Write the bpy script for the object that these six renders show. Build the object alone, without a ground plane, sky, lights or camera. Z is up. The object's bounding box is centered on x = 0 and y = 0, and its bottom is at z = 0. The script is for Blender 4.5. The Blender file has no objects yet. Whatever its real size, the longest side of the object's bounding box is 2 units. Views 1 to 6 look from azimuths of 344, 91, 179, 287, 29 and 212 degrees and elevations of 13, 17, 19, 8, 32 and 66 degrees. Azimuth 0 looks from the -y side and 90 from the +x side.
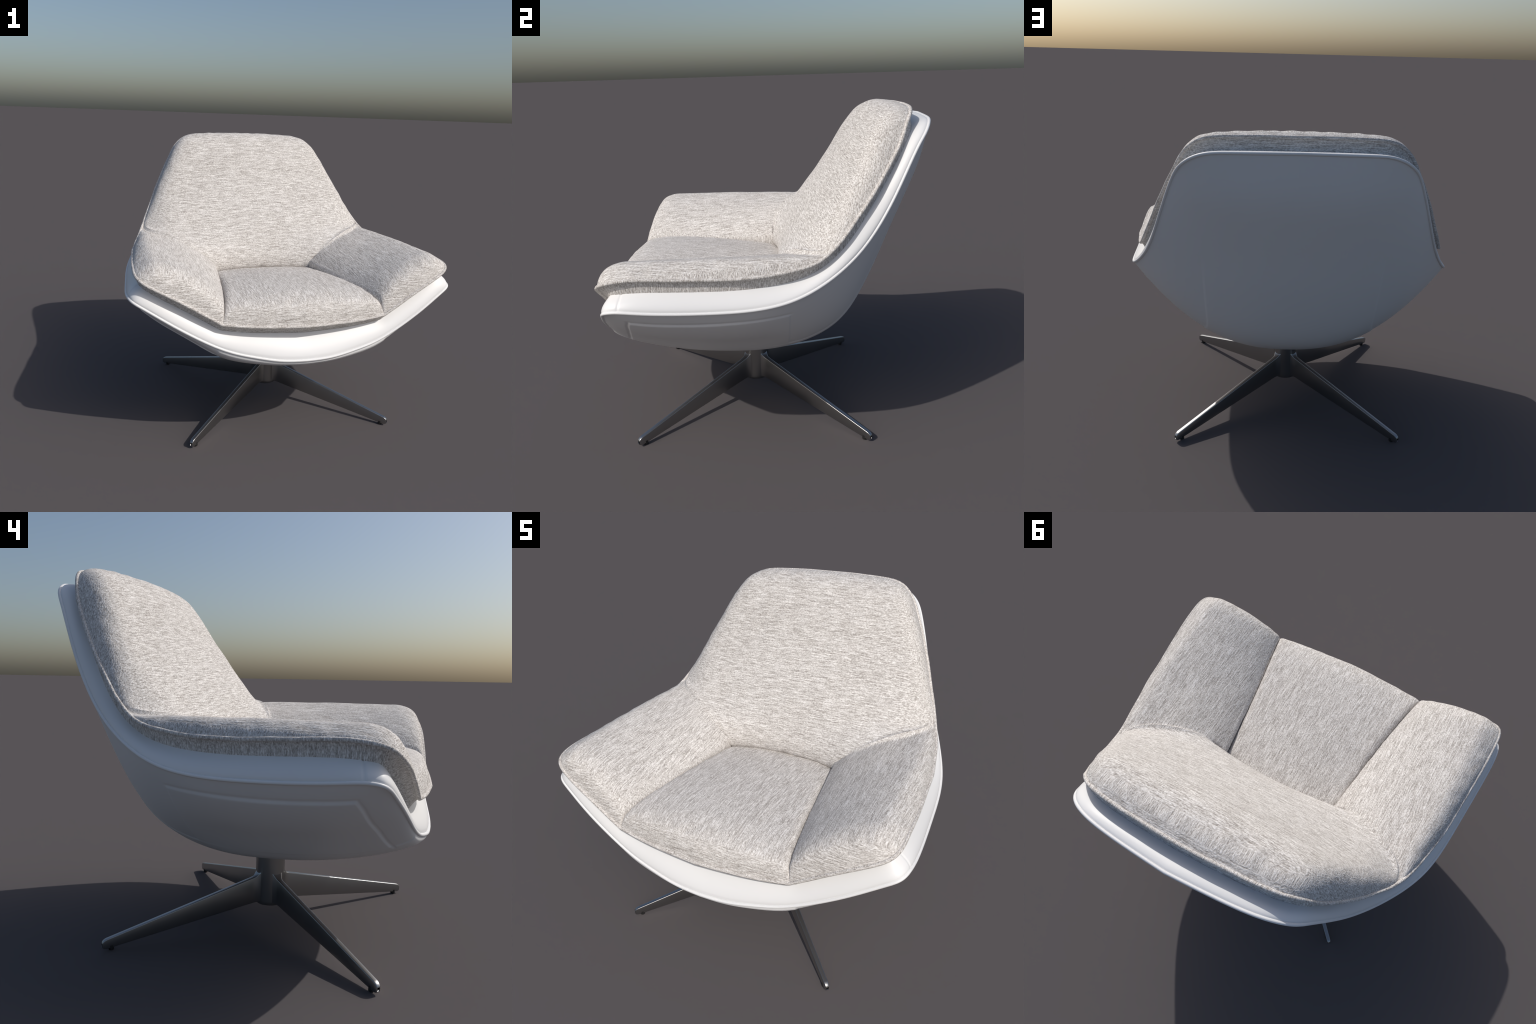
"""Upholstered swivel lounge chair: white padded shell, fabric cushions, dark metal base.
Everything is symmetric about x = 0; half profiles are given for x >= 0."""
import bpy, math
import numpy as np
from mathutils import Vector, noise

# ------------------------------------------------------------------ helpers
def spline(points, n=40):
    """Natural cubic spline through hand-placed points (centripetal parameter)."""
    P = np.asarray(points, float)
    t = np.r_[0, np.cumsum(np.sqrt(np.linalg.norm(np.diff(P, axis=0), axis=1)))]
    m, h = len(P), np.diff(t)
    A = np.zeros((m, m)); B = np.zeros((m, P.shape[1])); A[0, 0] = A[-1, -1] = 1
    for i in range(1, m - 1):
        A[i, i - 1:i + 2] = h[i - 1], 2 * (h[i - 1] + h[i]), h[i]
        B[i] = 6 * ((P[i + 1] - P[i]) / h[i] - (P[i] - P[i - 1]) / h[i - 1])
    M = np.linalg.solve(A, B)
    out = []
    for i in range(m - 1):
        s = np.linspace(0, h[i], n, endpoint=False)[:, None]; a = h[i] - s
        out.append(M[i] * a**3 / (6 * h[i]) + M[i + 1] * s**3 / (6 * h[i])
                   + (P[i] / h[i] - M[i] * h[i] / 6) * a + (P[i + 1] / h[i] - M[i + 1] * h[i] / 6) * s)
    out.append(P[-1:])
    return np.vstack(out)

def arc(C):
    return np.r_[0, np.cumsum(np.linalg.norm(np.diff(C, axis=0), axis=1))]

def resample(C, n, knots=None):
    L = arc(C)
    t = np.linspace(0, L[-1], n) if knots is None else np.asarray(knots) * L[-1]
    return np.stack([np.interp(t, L, C[:, k]) for k in range(C.shape[1])], 1)

def mirror(C):
    return C * np.array([-1, 1, 1])

def smoothstep(a, b, x):
    t = np.clip((x - a) / (b - a), 0, 1)
    return t * t * (3 - 2 * t)

def cubic_table(xs, ys, x):
    """Smooth 1-D curve through a few stations."""
    C = spline(np.stack([xs, ys], 1), 30)
    return np.interp(x, C[:, 0], C[:, 1])

def blur(F, times):
    for _ in range(times):
        G = np.pad(F, ((1, 1), (1, 1), (0, 0)), mode='edge')
        F = (G[1:-1, 1:-1] * 2 + G[:-2, 1:-1] + G[2:, 1:-1] + G[1:-1, :-2] + G[1:-1, 2:]) / 6
    return F

def grid_normals(S):
    du = np.gradient(S, axis=0); dv = np.gradient(S, axis=1)
    n = np.cross(du, dv)
    return n / np.maximum(np.linalg.norm(n, axis=2, keepdims=True), 1e-9)

def value_noise(P, scale, seed=0.0):
    off = Vector((seed * 3.1, seed * 7.7, seed * 1.3))
    flat = P.reshape(-1, 3)
    return np.array([noise.noise(Vector(p) * scale + off) for p in flat]).reshape(P.shape[:-1])

COLLECTION = bpy.context.scene.collection

def mesh_object(name, verts, faces, material, parent, smooth=True):
    me = bpy.data.meshes.new(name)
    me.from_pydata(np.asarray(verts).tolist(), [], np.asarray(faces).tolist() if not isinstance(faces, list) else faces)
    me.polygons.foreach_set('use_smooth', [smooth] * len(me.polygons))
    me.materials.append(material)
    me.validate(); me.update()
    ob = bpy.data.objects.new(name, me)
    COLLECTION.objects.link(ob); ob.parent = parent
    return ob

def grid_faces(a, b, close_a=False, flip=False):
    I = np.arange(a * b).reshape(a, b)
    if close_a:
        I = np.vstack([I, I[:1]])
    f = np.stack([I[:-1, :-1], I[1:, :-1], I[1:, 1:], I[:-1, 1:]], -1).reshape(-1, 4)
    return f[:, ::-1] if flip else f

def grid_object(name, S, material, parent, close_a=False, flip=False):
    a, b = S.shape[:2]
    return mesh_object(name, S.reshape(-1, 3), grid_faces(a, b, close_a, flip), material, parent)

def tube(name, C, radius, material, parent, closed=True, sides=10):
    """Round cord swept along a polyline."""
    n = len(C)
    T = (np.roll(C, -1, 0) - np.roll(C, 1, 0)) if closed else np.gradient(C, axis=0)
    T /= np.linalg.norm(T, axis=1, keepdims=True)
    N = np.cross(T, [0.13, 0.37, 0.92]); 
    ref = np.array([0, -0.6, 0.8]); N = ref - (T @ ref)[:, None] * T
    N /= np.linalg.norm(N, axis=1, keepdims=True)
    B = np.cross(T, N)
    r = np.broadcast_to(radius, (n,))[:, None, None]
    a = np.linspace(0, 2 * np.pi, sides + 1)
    S = C[:, None] + r * (np.cos(a)[None, :, None] * N[:, None] + np.sin(a)[None, :, None] * B[:, None])
    I = np.arange(n * sides).reshape(n, sides)
    J = np.hstack([I, I[:, :1]])
    if closed:
        J = np.vstack([J, J[:1]])
    f = np.stack([J[:-1, :-1], J[1:, :-1], J[1:, 1:], J[:-1, 1:]], -1).reshape(-1, 4)
    return mesh_object(name, S[:, :-1].reshape(-1, 3), f, material, parent)

# ------------------------------------------------------------------ materials
class Nodes:
    def __init__(self, name):
        self.mat = bpy.data.materials.new(name); self.mat.use_nodes = True
        self.t = self.mat.node_tree; self.bsdf = self.t.nodes['Principled BSDF']
    def add(self, kind, **inputs):
        n = self.t.nodes.new(kind)
        for k, v in inputs.items():
            if k in n.inputs.keys(): n.inputs[k].default_value = v
            else: setattr(n, k, v)
        return n
    def link(self, a, b): self.t.links.new(a, b)

FABRIC_DARK = (0.34, 0.312, 0.288, 1)
FABRIC_MID = (0.59, 0.56, 0.532, 1)
FABRIC_LIGHT = (0.86, 0.835, 0.81, 1)

def fabric(name, upright):
    """Melange wool: yarn slubs drawn out along the weave. The cloth runs front to back on
    flat tops and crosswise on upright faces, so three weave directions are blended by facing."""
    g = Nodes(name)
    tc = g.add('ShaderNodeTexCoord')
    nrm = g.add('ShaderNodeSeparateXYZ'); g.link(tc.outputs['Normal'], nrm.inputs[0])
    def math_node(op, a, b=None):
        n = g.add('ShaderNodeMath', operation=op)
        for k, q in enumerate((a, b)):
            if q is None: continue
            if isinstance(q, (int, float)): n.inputs[k].default_value = q
            else: g.link(q, n.inputs[k])
        return n.outputs[0]
    wob = g.add('ShaderNodeTexNoise', Scale=9.0, Detail=1.0)
    g.link(tc.outputs['Object'], wob.inputs['Vector'])
    bend = g.add('ShaderNodeVectorMath', operation='MULTIPLY_ADD')
    bend.inputs[1].default_value = (.012, .012, .012)
    g.link(wob.outputs['Color'], bend.inputs[0]); g.link(tc.outputs['Object'], bend.inputs[2])
    def weave(slub, fleck, seed):
        out = None
        for k, (scale, share, detail) in enumerate(((slub, .45, 1.0), (fleck, .55, 2.0))):
            m = g.add('ShaderNodeMapping', Scale=scale, Location=(seed * 3.7, seed * 1.9, k * 5.3))
            g.link(bend.outputs[0], m.inputs['Vector'])
            n = g.add('ShaderNodeTexNoise', Scale=1.0, Detail=detail, Roughness=0.55)
            g.link(m.outputs[0], n.inputs['Vector'])
            part = math_node('MULTIPLY', n.outputs['Fac'], share)
            out = part if out is None else math_node('ADD', out, part)
        return out
    top = weave((240, 13, 60), (250, 100, 160), 1)
    front = weave((13, 140, 240), (100, 190, 250), 2)
    side = weave((130, 190, 24), (170, 230, 110), 3)
    ax, ay, az = (math_node('ABSOLUTE', nrm.outputs[k]) for k in range(3))
    def facing(d):
        r = g.add('ShaderNodeMapRange', interpolation_type='SMOOTHSTEP')
        r.inputs['From Min'].default_value = -.06; r.inputs['From Max'].default_value = .06
        g.link(d, r.inputs['Value']); return r.outputs[0]
    def mixf(f, a, b):
        n = g.add('ShaderNodeMix', data_type='FLOAT')
        g.link(f, n.inputs[0]); g.link(a, n.inputs[2]); g.link(b, n.inputs[3]); return n.outputs[0]
    yarn = mixf(facing(math_node('SUBTRACT', ay, math_node('MULTIPLY', az, upright))), top, front)
    yarn = mixf(facing(math_node('SUBTRACT', ax, math_node('MAXIMUM', ay, az))), yarn, side)
    broad = g.add('ShaderNodeTexNoise', Scale=6.0, Detail=3.0)
    g.link(tc.outputs['Object'], broad.inputs['Vector'])
    tone = math_node('ADD', yarn, math_node('MULTIPLY', math_node('SUBTRACT', broad.outputs['Fac'], .5), .035))
    ramp = g.add('ShaderNodeValToRGB')
    e = ramp.color_ramp.elements
    e[0].position = 0.36; e[0].color = FABRIC_DARK
    e[1].position = 0.65; e[1].color = FABRIC_LIGHT
    e.new(0.50).color = FABRIC_MID
    g.link(tone, ramp.inputs['Fac'])
    g.link(ramp.outputs['Color'], g.bsdf.inputs['Base Color'])
    g.bsdf.inputs['Roughness'].default_value = 0.95
    g.bsdf.inputs['Specular IOR Level'].default_value = 0.12
    bump = g.add('ShaderNodeBump', Strength=0.8, Distance=0.005)
    g.link(yarn, bump.inputs['Height'])
    g.link(bump.outputs[0], g.bsdf.inputs['Normal'])
    return g.mat

def leather():
    g = Nodes('white_leather')
    g.bsdf.inputs['Base Color'].default_value = (0.80, 0.80, 0.80, 1)
    g.bsdf.inputs['Roughness'].default_value = 0.42
    g.bsdf.inputs['Specular IOR Level'].default_value = 0.4
    tc = g.add('ShaderNodeTexCoord')
    v = g.add('ShaderNodeTexNoise', Scale=260.0, Detail=2.0)
    g.link(tc.outputs['Object'], v.inputs['Vector'])
    bump = g.add('ShaderNodeBump', Strength=0.05, Distance=0.001)
    g.link(v.outputs['Fac'], bump.inputs['Height']); g.link(bump.outputs[0], g.bsdf.inputs['Normal'])
    return g.mat

def dark_metal():
    g = Nodes('dark_metal')
    tc = g.add('ShaderNodeTexCoord')
    v = g.add('ShaderNodeTexNoise', Scale=6.0, Detail=2.0)
    g.link(tc.outputs['Object'], v.inputs['Vector'])
    r = g.add('ShaderNodeMapRange'); r.inputs['To Min'].default_value = 0.31; r.inputs['To Max'].default_value = 0.36
    g.link(v.outputs['Fac'], r.inputs['Value']); g.link(r.outputs[0], g.bsdf.inputs['Roughness'])
    g.bsdf.inputs['Base Color'].default_value = (0.37, 0.37, 0.37, 1)
    g.bsdf.inputs['Metallic'].default_value = 1.0
    return g.mat

def black_plastic():
    g = Nodes('black_plastic')
    g.bsdf.inputs['Base Color'].default_value = (0.02, 0.02, 0.02, 1)
    g.bsdf.inputs['Roughness'].default_value = 0.5
    return g.mat

FABRIC = fabric('melange_wool', .95)
FABRIC_BACK = fabric('melange_wool_back', .2)
WHITE, METAL, PLASTIC = leather(), dark_metal(), black_plastic()

# ------------------------------------------------------------------ the chair
chair = bpy.data.objects.new('lounge_chair', None)
COLLECTION.objects.link(chair)
chair['label'] = 'white shell swivel lounge chair with grey melange fabric cushions'
chair['category'] = 'armchair'

# ---- shell rim (half curve): side, front, top
RIM_FULL = [(0, .882, 1.712), (.3, .862, 1.706), (.435, .838, 1.692), (.517, .803, 1.65), (.569, .755, 1.585),
            (.658, .639, 1.375), (.735, .515, 1.19), (.812, .378, 1.062), (.917, .127, .942), (.964, -.215, .91),
            (.988, -.55, .925), (.986, -.675, .934), (.966, -.733, .923), (.90, -.762, .884), (.75, -.797, .793), (.55, -.828, .684),
            (.42, -.847, .633), (.3, -.862, .604), (.15, -.877, .578), (0, -.882, .571)]
rim = spline(RIM_FULL, 40)
i_top = 3 * 40 + 10          # middle of the rounded top corner
i_front = 12 * 40            # middle of the rounded arm corner
rim_top = rim[:i_top + 1][::1]
rim_side = rim[i_top:i_front + 1][::-1]     # from the arm corner up to the top corner
rim_front = rim[i_front:][::-1]             # from the middle of the front out to the arm corner

# stations along the shell from front edge to top edge: spine (y, z) and the rim's y-progress
STATION = [0, .03, .08, .16, .30, .42, .54, .64, .72, .81, .905, .955, 1]
SPINE_Y = [-.882, -.872, -.82, -.66, -.36, -.05, .202, .405, .536, .656, .784, .853, .882]
SPINE_Z = [.571, .550, .522, .476, .421, .408, .436, .539, .728, 1.015, 1.33, 1.525, 1.712]
RIM_ARC = [0, .02, .05, .11, .24, .36, .46, .55, .64, .75, .87, .935, 1]
CURVE_P = [2.3, 2.3, 2.3, 2.3, 2.3, 2.35, 2.38, 2.35, 2.35, 2.42, 2.75, 2.9, 3.0]

NU, NV = 280, 560
u = np.linspace(0, 1, NU + 1)
v = np.linspace(0, 1, NV + 1)
sp = np.stack([0 * v, cubic_table(STATION, SPINE_Y, v), cubic_table(STATION, SPINE_Z, v)], 1)
rs = resample(rim_side, 0, knots=np.clip(cubic_table(STATION, RIM_ARC, v), 0, 1))
rs[0], rs[-1] = rim_side[0], rim_side[-1]
pw = cubic_table(STATION, CURVE_P, v)

# cross-section under the seat: flat middle panel, then a straight flank that steepens at the rim
SECTION_U = [0, .25, .42, .50, .60, .70, .80, .90, .96, 1]
SECTION_G = [0, .032, .100, .175, .312, .453, .590, .756, .885, 1]
def shell_point_grid():
    U = u[:, None]
    low = (1 - smoothstep(.40, .58, v))[None, :]          # seat part: shallow V bottom, steeper upper wall
    g = (1 - low) * U ** pw[None, :] + low * cubic_table(SECTION_U, SECTION_G, U)
    S = np.zeros((NU + 1, NV + 1, 3))
    S[..., 0] = rs[None, :, 0] * U
    for k in (1, 2):
        S[..., k] = sp[None, :, k] + (rs[None, :, k] - sp[None, :, k]) * g
    fr = resample(rim_front, NU + 1); tp = resample(rim_top, NU + 1)
    w0 = np.clip(1 - v / .22, 0, 1) ** 2; w1 = np.clip((v - .75) / .25, 0, 1) ** 2
    S = S + w0[None, :, None] * (fr - S[:, 0])[:, None] 
    S = S + w1[None, :, None] * (tp - S[:, -1])[:, None]
    return S

half = shell_point_grid()
full = np.concatenate([mirror(half)[:0:-1], half], 0)
nrm = grid_normals(full)
if nrm[NU, NV // 2, 2] > 0:
    nrm = -nrm                      # outwards: down at the middle of the bottom

def upholstery_relief(P):
    """Raised side panel, proud middle panel and sewn lines on the outer leather."""
    x, y, z = np.abs(P[..., 0]), P[..., 1], P[..., 2]
    step = lambda d, w=.010: smoothstep(-w / 2, w / 2, d)
    groove = lambda d, depth, w=.005: -depth * np.exp(-(d / w) ** 2)
    back = smoothstep(.15, .45, y)
    x_mid = .512 + (.458 - .512) * back
    mid = step(x_mid - x, .016) * (1 - smoothstep(.95, 1.2, z))
    x_front = cubic_table([.30, .45, .509, .592, .683, .745, .803, .861, .902, 1.0],
                        [-.80, -.755, -.737, -.714, -.694, -.678, -.665, -.653, -.640, -.60], x)
    z_top = cubic_table([-1, -.70, -.58, -.45, -.30, -.10, .11, .3, 1], [.90, .860, .845, .835, .829, .833, .846, .86, .92], y)
    d_front, d_top, d_rear, d_mid = y - x_front, z_top - z, .115 - y, x - x_mid
    panel = step(d_front, .012) * step(d_top, .012) * step(d_rear, .012) * step(d_mid, .012)
    out = panel * (.005 - .003 * smoothstep(-.3, .11, y)) + mid * .0035
    near = step(d_top + .004, .02) * step(d_mid + .02, .02)
    out = out + groove(d_front + .008, .004, .007) * near * step(d_rear, .02)
    out = out + groove(d_top + .008, .002, .006) * step(d_front + .02, .02) * step(d_rear + .01, .02)
    # short sewn line from the arm corner to the panel
    a, b = np.array([.985, -.690, .935]), np.array([.908, -.648, .862])
    q = np.stack([x, y, z], -1) - a; t = np.clip(q @ (b - a) / ((b - a) @ (b - a)), 0, 1)
    out = out + groove(np.linalg.norm(q - t[..., None] * (b - a), axis=-1), .0025, .0035)
    return out
keep = np.ones(full.shape[:2])
ui = np.abs(np.arange(2 * NU + 1) - NU) / NU
keep *= (1 - smoothstep(.975, .995, ui))[:, None] * (1 - smoothstep(.985, .998, v))[None] * smoothstep(.004, .03, v)[None]
outer = full + nrm * (upholstery_relief(full) * keep)[..., None]
grid_object('shell', outer, WHITE, chair)

def closed_loop(half_curve):
    """Right half from top middle to front middle, then the mirrored way back."""
    return np.vstack([half_curve, mirror(half_curve)[-2:0:-1]])

# ---- cushion piping (half curve): kinked where the arm panel meets the seat
PIPE_ARM = [(0, .774, 1.768), (.3, .763, 1.766), (.45, .740, 1.744), (.534, .702, 1.677), (.579, .665, 1.60),
            (.671, .556, 1.429), (.775, .39, 1.215), (.84, .25, 1.10), (.889, .05, 1.062), (.924, -.2, 1.056),
            (.949, -.59, 1.072), (.942, -.722, 1.058), (.903, -.769, 1.028), (.7, -.816, .922), (.49, -.838, .80)]
PIPE_SEAT = [(.49, -.838, .80), (.3, -.86, .783), (0, -.878, .774)]
pipe_a, pipe_s = spline(PIPE_ARM, 40), spline(PIPE_SEAT, 40)
pipe_half = np.vstack([pipe_a, pipe_s[1:]])
pipe_a = pipe_a + (smoothstep(0, .1, arc(pipe_a)) * smoothstep(0, .1, arc(pipe_a[::-1])[::-1]))[:, None] * np.stack(
    [value_noise(pipe_a, 7.0, 11 + k) * .0035 for k in range(3)], 1)     # hand-sewn edge is not dead straight
pipe_half = np.vstack([pipe_a, pipe_s[1:]])
i_T = 3 * 40; i_C = 11 * 40 + 20
i_A = int(np.argmin(np.linalg.norm(pipe_a - np.array([.805, .335, 1.155]), axis=1)))
T_pt, A_pt, C_pt, F_pt = pipe_a[i_T], pipe_a[i_A], pipe_a[i_C], pipe_a[-1]

# ---- seams between the panels
INNER = (.345, .058, .852)
SEAM_SEAT_ARM = [tuple(F_pt), (.475, -.80, .853), (.415, -.50, .885), (.37, -.18, .874), INNER]
SEAM_ARM_BACK = [INNER, (.405, .047, .962), (.52, .080, 1.057), (.68, .160, 1.122), (.775, .243, 1.138), tuple(A_pt)]
SEAM_SEAT_BACK = [INNER, (.2, .084, .866), (0, .094, .871)]
seam_sa, seam_ab, seam_sb = spline(SEAM_SEAT_ARM), spline(SEAM_ARM_BACK), spline(SEAM_SEAT_BACK)

def coons(bottom, top, left, right):
    """bottom/top run along axis 0, left/right along axis 1."""
    s = np.linspace(0, 1, len(bottom))[:, None, None]; t = np.linspace(0, 1, len(left))[None, :, None]
    ruled = (1 - t) * bottom[:, None] + t * top[:, None] + (1 - s) * left[None] + s * right[None]
    corner = ((1 - s) * (1 - t) * bottom[0] + s * (1 - t) * bottom[-1] + (1 - s) * t * top[0] + s * t * top[-1])
    return ruled - corner

def edge_distance(S):
    """Metric distance along the grid lines to the four borders: left, right, bottom, top."""
    a = np.linalg.norm(np.diff(S, axis=0), axis=2); b = np.linalg.norm(np.diff(S, axis=1), axis=2)
    la = np.concatenate([np.zeros((1, S.shape[1])), np.cumsum(a, 0)], 0)
    lb = np.concatenate([np.zeros((S.shape[0], 1)), np.cumsum(b, 1)], 1)
    return la, la[-1:] - la, lb, lb[:, -1:] - lb

def roll(d, w, n=2.0):
    x = np.clip(d / w, 0, 1)
    return (1 - (1 - x) ** n) ** (1 / n)

def padded(S, field, direction, edge, seed, wave=.0045):
    """Push the flat panel along one direction until it lies on the sitting surface
    field(P) = 0, faded out towards the borders by edge (0..1)."""
    d = np.array(direction); d = d / np.linalg.norm(d)
    h = np.zeros(S.shape[:2])
    for _ in range(12):
        P = S + d * h[..., None]
        f0 = field(P); f1 = field(P + d * .002)
        h = np.clip(h - np.clip(f0 / ((f1 - f0) / .002), -.04, .04), -.03, .25)
    soft = value_noise(S, 3.5, seed) * wave + value_noise(S, 10.0, seed + 5) * wave * .4
    pucker = value_noise(S, 20.0, seed + 9) * .006 * 4 * edge * (1 - edge)
    return S + d * ((h + soft) * edge + pucker)[..., None]

def back_field(P):
    x, y, z = P[..., 0], P[..., 1], P[..., 2]
    c = cubic_table(BACK_Z, BACK_Y, z)
    return y - (c - .2 * x * x * (1 - smoothstep(.98, 1.15, z)) + .115 * x * x * smoothstep(1.0, 1.2, z) + 1.5 * np.maximum(0, np.abs(x) - .6) ** 2)
BACK_Z = [.80, .90, 1.0, 1.1, 1.2, 1.3, 1.4, 1.5, 1.6, 1.7, 1.8, 1.95]
BACK_Y = [.025, .057, .092, .142, .207, .282, .350, .413, .470, .542, .625, .74]

def seat_field(P):
    x, y, z = P[..., 0], P[..., 1], P[..., 2]
    return z - (cubic_table(SEAT_Y, SEAT_Z, y) - .12 * x * x)
SEAT_Y = [-1.0, -.85, -.7, -.55, -.4, -.2, 0, .1, .2]
SEAT_Z = [.90, .92, .936, .941, .936, .918, .892, .880, .87]

def arm_field(P):
    x, y, z = P[..., 0], P[..., 1], P[..., 2]
    xs = np.interp(y, seam_sa[:, 1], seam_sa[:, 0])
    q = (x - xs) / (.86 - xs)
    lift = .022 * smoothstep(-.35, .2, y) * (1 - smoothstep(.4, .75, q))
    return z - (cubic_table(ARM_Q, ARM_Z, np.clip(q, -.4, 1.5)) + lift)
ARM_Q = [-.4, 0, .1, .2, .42, .63, .84, .97, 1.1, 1.5]
ARM_Z = [.74, .905, .949, .985, 1.043, 1.087, 1.118, 1.129, 1.122, 1.07]

# back
NB, MB = 170, 150
bottom = resample(np.vstack([mirror(seam_ab)[::-1], mirror(seam_sb)[1:], seam_sb[::-1][1:], seam_ab[1:]]), NB + 1)
side = resample(pipe_a[i_T:i_A + 1][::-1], MB + 1)
topc = resample(np.vstack([mirror(pipe_a[:i_T + 1])[::-1], pipe_a[1:i_T + 1]]), NB + 1)
base = coons(bottom, topc, mirror(side), side)
dl, dr, db, dt = edge_distance(base)
middle = (1 - smoothstep(.28, .42, np.abs(bottom[:, 0])))[:, None]     # deep crease along the seat only
edge = roll(dl, .15, 2.1) * roll(dr, .15, 2.1) * roll(dt, .14, 1.9) * roll(db, .03 + .05 * middle)
back = padded(base, back_field, (0, -.85, .5), edge, 1.0)
grid_object('back_cushion', back, FABRIC_BACK, chair)

# seat
NS, MS = 110, 120
front = resample(np.vstack([mirror(pipe_s), pipe_s[::-1][1:]]), NS + 1)
rear = resample(np.vstack([mirror(seam_sb), seam_sb[::-1][1:]]), NS + 1)
side = resample(seam_sa, MS + 1)
base = coons(front, rear, mirror(side), side)
dl, dr, db, dt = edge_distance(base)
edge = roll(db, .21, 1.9) * roll(dl, .04) * roll(dr, .04) * roll(dt, .07)
seat = padded(base, seat_field, (0, .15, 1), edge, 2.0)
grid_object('seat_cushion', seat, FABRIC, chair)

# arms: axis 0 from the seat seam to the outer piping, axis 1 from front to back
NA, MA = 110, 130
front = resample(pipe_a[i_C:][::-1], NA + 1)
rear = resample(seam_ab, NA + 1)
inner = resample(seam_sa, MA + 1)
outer_edge = resample(pipe_a[i_A:i_C + 1][::-1], MA + 1)
base = coons(front, rear, inner, outer_edge)
dl, dr, db, dt = edge_distance(base)
edge = roll(dr, .12, 2.0) * roll(db, .16, 1.9) * roll(dl, .028) * roll(dt, .02)
arm = padded(base, arm_field, (-.25, .12, 1), edge, 3.0)
grid_object('armrest_cushion', arm, FABRIC, chair)
grid_object('armrest_cushion', mirror(arm), FABRIC, chair, flip=True)

# piping cord, border strip under it
pipe_loop = resample(closed_loop(pipe_half), 900)[:-1]
tube('cushion_piping', pipe_loop, .009, FABRIC, chair)

BORDER = [(0, .784, 1.692), (.3, .772, 1.690), (.452, .748, 1.67), (.522, .716, 1.63), (.560, .677, 1.56), (.664, .537, 1.345),
          (.774, .362, 1.13), (.825, .20, 1.03), (.868, .03, 1.0), (.905, -.2, .994), (.933, -.58, 1.008), (.922, -.69, 1.0),
          (.885, -.725, .975), (.7, -.757, .872), (.49, -.79, .752)]
BORDER_SEAT = [(.49, -.79, .752), (.3, -.80, .728), (0, -.80, .71)]
bord_half = np.vstack([spline(BORDER, 40), spline(BORDER_SEAT, 40)[1:]])
# rib correspondence: both half curves share the same knots, so index them alike
pl, bl = closed_loop(pipe_half), closed_loop(bord_half)
K = np.linspace(0, 1, 6)[None, :, None]
strip = pl[:, None] * (1 - K) + bl[:, None] * K
strip_n = np.cross(np.roll(pl, -1, 0) - np.roll(pl, 1, 0), bl - pl); strip_n /= np.linalg.norm(strip_n, axis=1, keepdims=True)
strip = strip + (np.sin(K * np.pi) * .006) * strip_n[:, None] * -1
tail = bl[:, None] + (bl - pl)[:, None] * .25
strip = np.concatenate([strip, tail], 1)
grid_object('cushion_border', strip, FABRIC, chair, close_a=True)

# ---- padded white lining between shell rim and cushion
rl = closed_loop(rim)
rl_n = resample(np.vstack([rl, rl[:1]]), 901)[:-1]
# pair by nearest progress: use matching half-curve stations
def half_station(C, keys):
    idx = [int(np.argmin(np.linalg.norm(C - np.array(k), axis=1))) for k in keys]
    return idx
rim_idx = [0, i_top, half_station(rim, [(.812, .378, 1.062)])[0], half_station(rim, [(.917, .127, .942)])[0], i_front - 20,
           half_station(rim, [(.9, -.77, .88)])[0], half_station(rim, [(.52, -.84, .66)])[0], len(rim) - 1]
bor_idx = [0, i_T, half_station(bord_half, [(.765, .355, 1.13)])[0], half_station(bord_half, [(.83, .19, 1.025)])[0], i_C - 10,
           half_station(bord_half, [(.86, -.73, .965)])[0], 14 * 40, len(bord_half) - 1]
def paired(C, idx, per=160):
    out = [resample(C[a:b + 1], per + 1)[:-1] for a, b in zip(idx[:-1], idx[1:])]
    return np.vstack(out + [C[-1:]])
def smooth_curve(C, times):
    for _ in range(times):
        D = C.copy(); D[1:-1] = (C[:-2] + 2 * C[1:-1] + C[2:]) / 4; C = D
    return C
R2, B2 = closed_loop(paired(rim, rim_idx)), closed_loop(paired(bord_half, bor_idx))
for _ in range(150):
    B2 = (np.roll(B2, 1, 0) + 2 * B2 + np.roll(B2, -1, 0)) / 4
tan = np.roll(R2, -1, 0) - np.roll(R2, 1, 0)
ln = np.cross(tan, B2 - R2); ln /= np.linalg.norm(ln, axis=1, keepdims=True)
for _ in range(25):
    ln = (np.roll(ln, 1, 0) + 2 * ln + np.roll(ln, -1, 0)) / 4
ln /= np.linalg.norm(ln, axis=1, keepdims=True)
K = np.linspace(0, 1.5, 26)
prof = .011 * np.sin(np.clip(K, 0, 1) ** .7 * np.pi) - .006 * np.exp(-(K / .07) ** 2)
seam = .0035 * np.exp(-((R2[:, 1] + .668) / .0035) ** 2) * (np.abs(R2[:, 0]) > .9)
lining = (R2[:, None] + (B2 - R2)[:, None] * K[None, :, None]
          - ln[:, None] * (prof[None, :] - seam[:, None] * smoothstep(0, .1, K)[None])[..., None])
grid_object('shell_lining', lining, WHITE, chair, close_a=True)
tube('shell_piping', resample(np.vstack([rl, rl[:1]]), 1001)[:-1], .0075, WHITE, chair)

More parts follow.
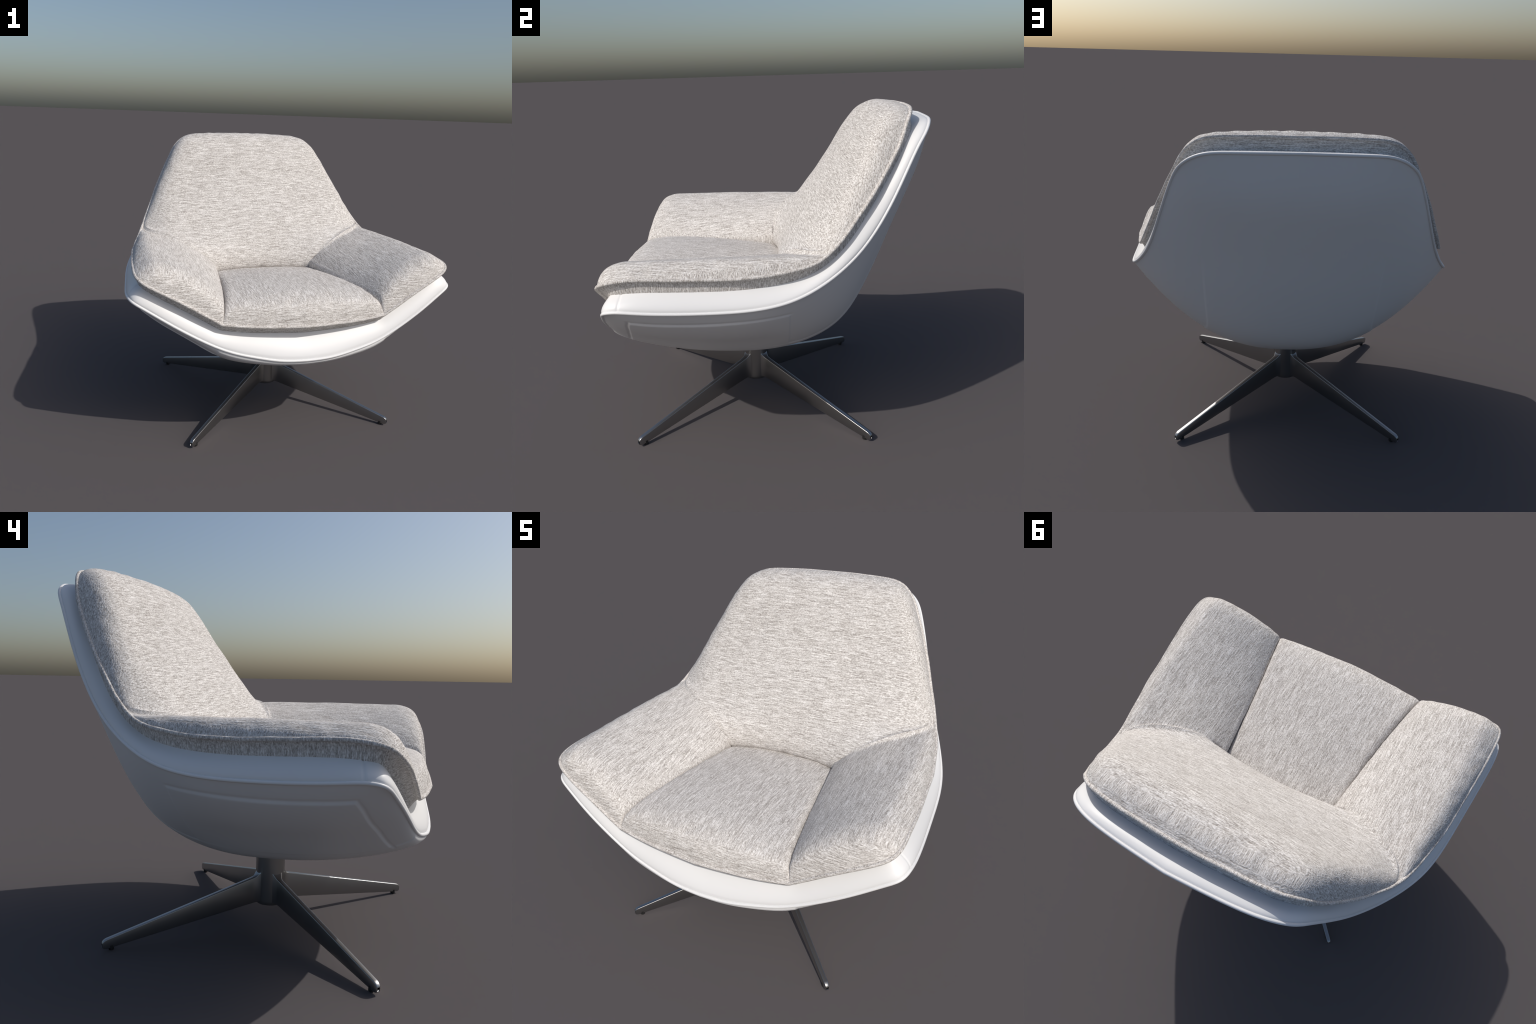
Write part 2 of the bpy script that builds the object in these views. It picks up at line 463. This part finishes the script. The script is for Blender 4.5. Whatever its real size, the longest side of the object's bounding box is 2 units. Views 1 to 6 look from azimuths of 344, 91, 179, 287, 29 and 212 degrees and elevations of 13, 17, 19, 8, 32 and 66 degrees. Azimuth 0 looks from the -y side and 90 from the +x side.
# ---- swivel base
BASE_Y = -.0855
def lathe(name, profile, material, parent, seg=64, loc=(0, 0, 0)):
    P = np.asarray(profile); a = np.linspace(0, 2 * np.pi, seg, endpoint=False)
    S = np.stack([np.cos(a)[:, None] * P[None, :, 0], np.sin(a)[:, None] * P[None, :, 0],
                  np.broadcast_to(P[None, :, 1], (seg, len(P)))], -1)
    ob = grid_object(name, S, material, parent, close_a=True)
    ob.location = loc
    return ob
lathe('post', [(0, .092), (.066, .092), (.073, .095), (.076, .101), (.0765, .115), (.0765, .44)], METAL, chair, loc=(0, BASE_Y, 0))

def leg_mesh():
    """Tapered upright blade: rounded-box sections swept outwards, flared into the post."""
    rows = []
    for s in np.r_[np.linspace(0, .97, 44), .97 + .03 * np.sin(np.linspace(.1, np.pi / 2, 12))]:
        r = .055 + s * (.902 - .055)
        f = (r - .085) / (.875 - .085)
        top = .246 + (.057 - .246) * f; bot = .107 + (.009 - .107) * f
        if r < .10:                                   # top edge sweeps up into the post
            top += .05 * ((.10 - r) / .045) ** 2
        half_t = .0135 - .002 * f + .03 * max(0, (.105 - r) / .05) ** 2
        if s > .97:                                    # blunt rounded toe
            q = (s - .97) / .03
            k = .40 + .60 * math.sqrt(max(0.0, 1 - q * q))
            mid = bot + (top - bot) * .45
            top, bot = mid + (top - mid) * k, mid + (bot - mid) * k
            half_t *= .45 + .55 * k
        ch = min(.004, half_t * .5, (top - bot) * .3)
        ring = []
        for cy, cz, a0 in ((half_t - ch, top - ch, 0), (-half_t + ch, top - ch, 90), (-half_t + ch, bot + ch, 180), (half_t - ch, bot + ch, 270)):
            for a in (0, 30, 60, 90):
                w = math.radians(a0 + a)
                ring.append((r, cy + ch * math.cos(w), cz + ch * math.sin(w)))
        rows.append(ring)
    S = np.array(rows); n, m = S.shape[:2]
    I = np.arange(n * m).reshape(n, m); J = np.hstack([I, I[:, :1]])
    f = np.stack([J[:-1, :-1], J[1:, :-1], J[1:, 1:], J[:-1, 1:]], -1).reshape(-1, 4).tolist()
    f.append(I[-1].tolist()); f.append(I[0][::-1].tolist())
    return S.reshape(-1, 3), f
lv, lf = leg_mesh()
first = None
for k in range(4):
    if first is None:
        leg = first = mesh_object('leg', lv, lf, METAL, chair)
        pad = lathe('foot_glide', [(0, 0), (.012, 0), (.0135, .002), (.0135, .022)], PLASTIC, leg, 24, (.858, 0, 0)); glide = pad
    else:
        leg = first.copy(); COLLECTION.objects.link(leg)
        pad = glide.copy(); COLLECTION.objects.link(pad); pad.parent = leg
    leg.location = (0, BASE_Y, 0); leg.rotation_euler = (0, 0, math.radians(45 + 90 * k))
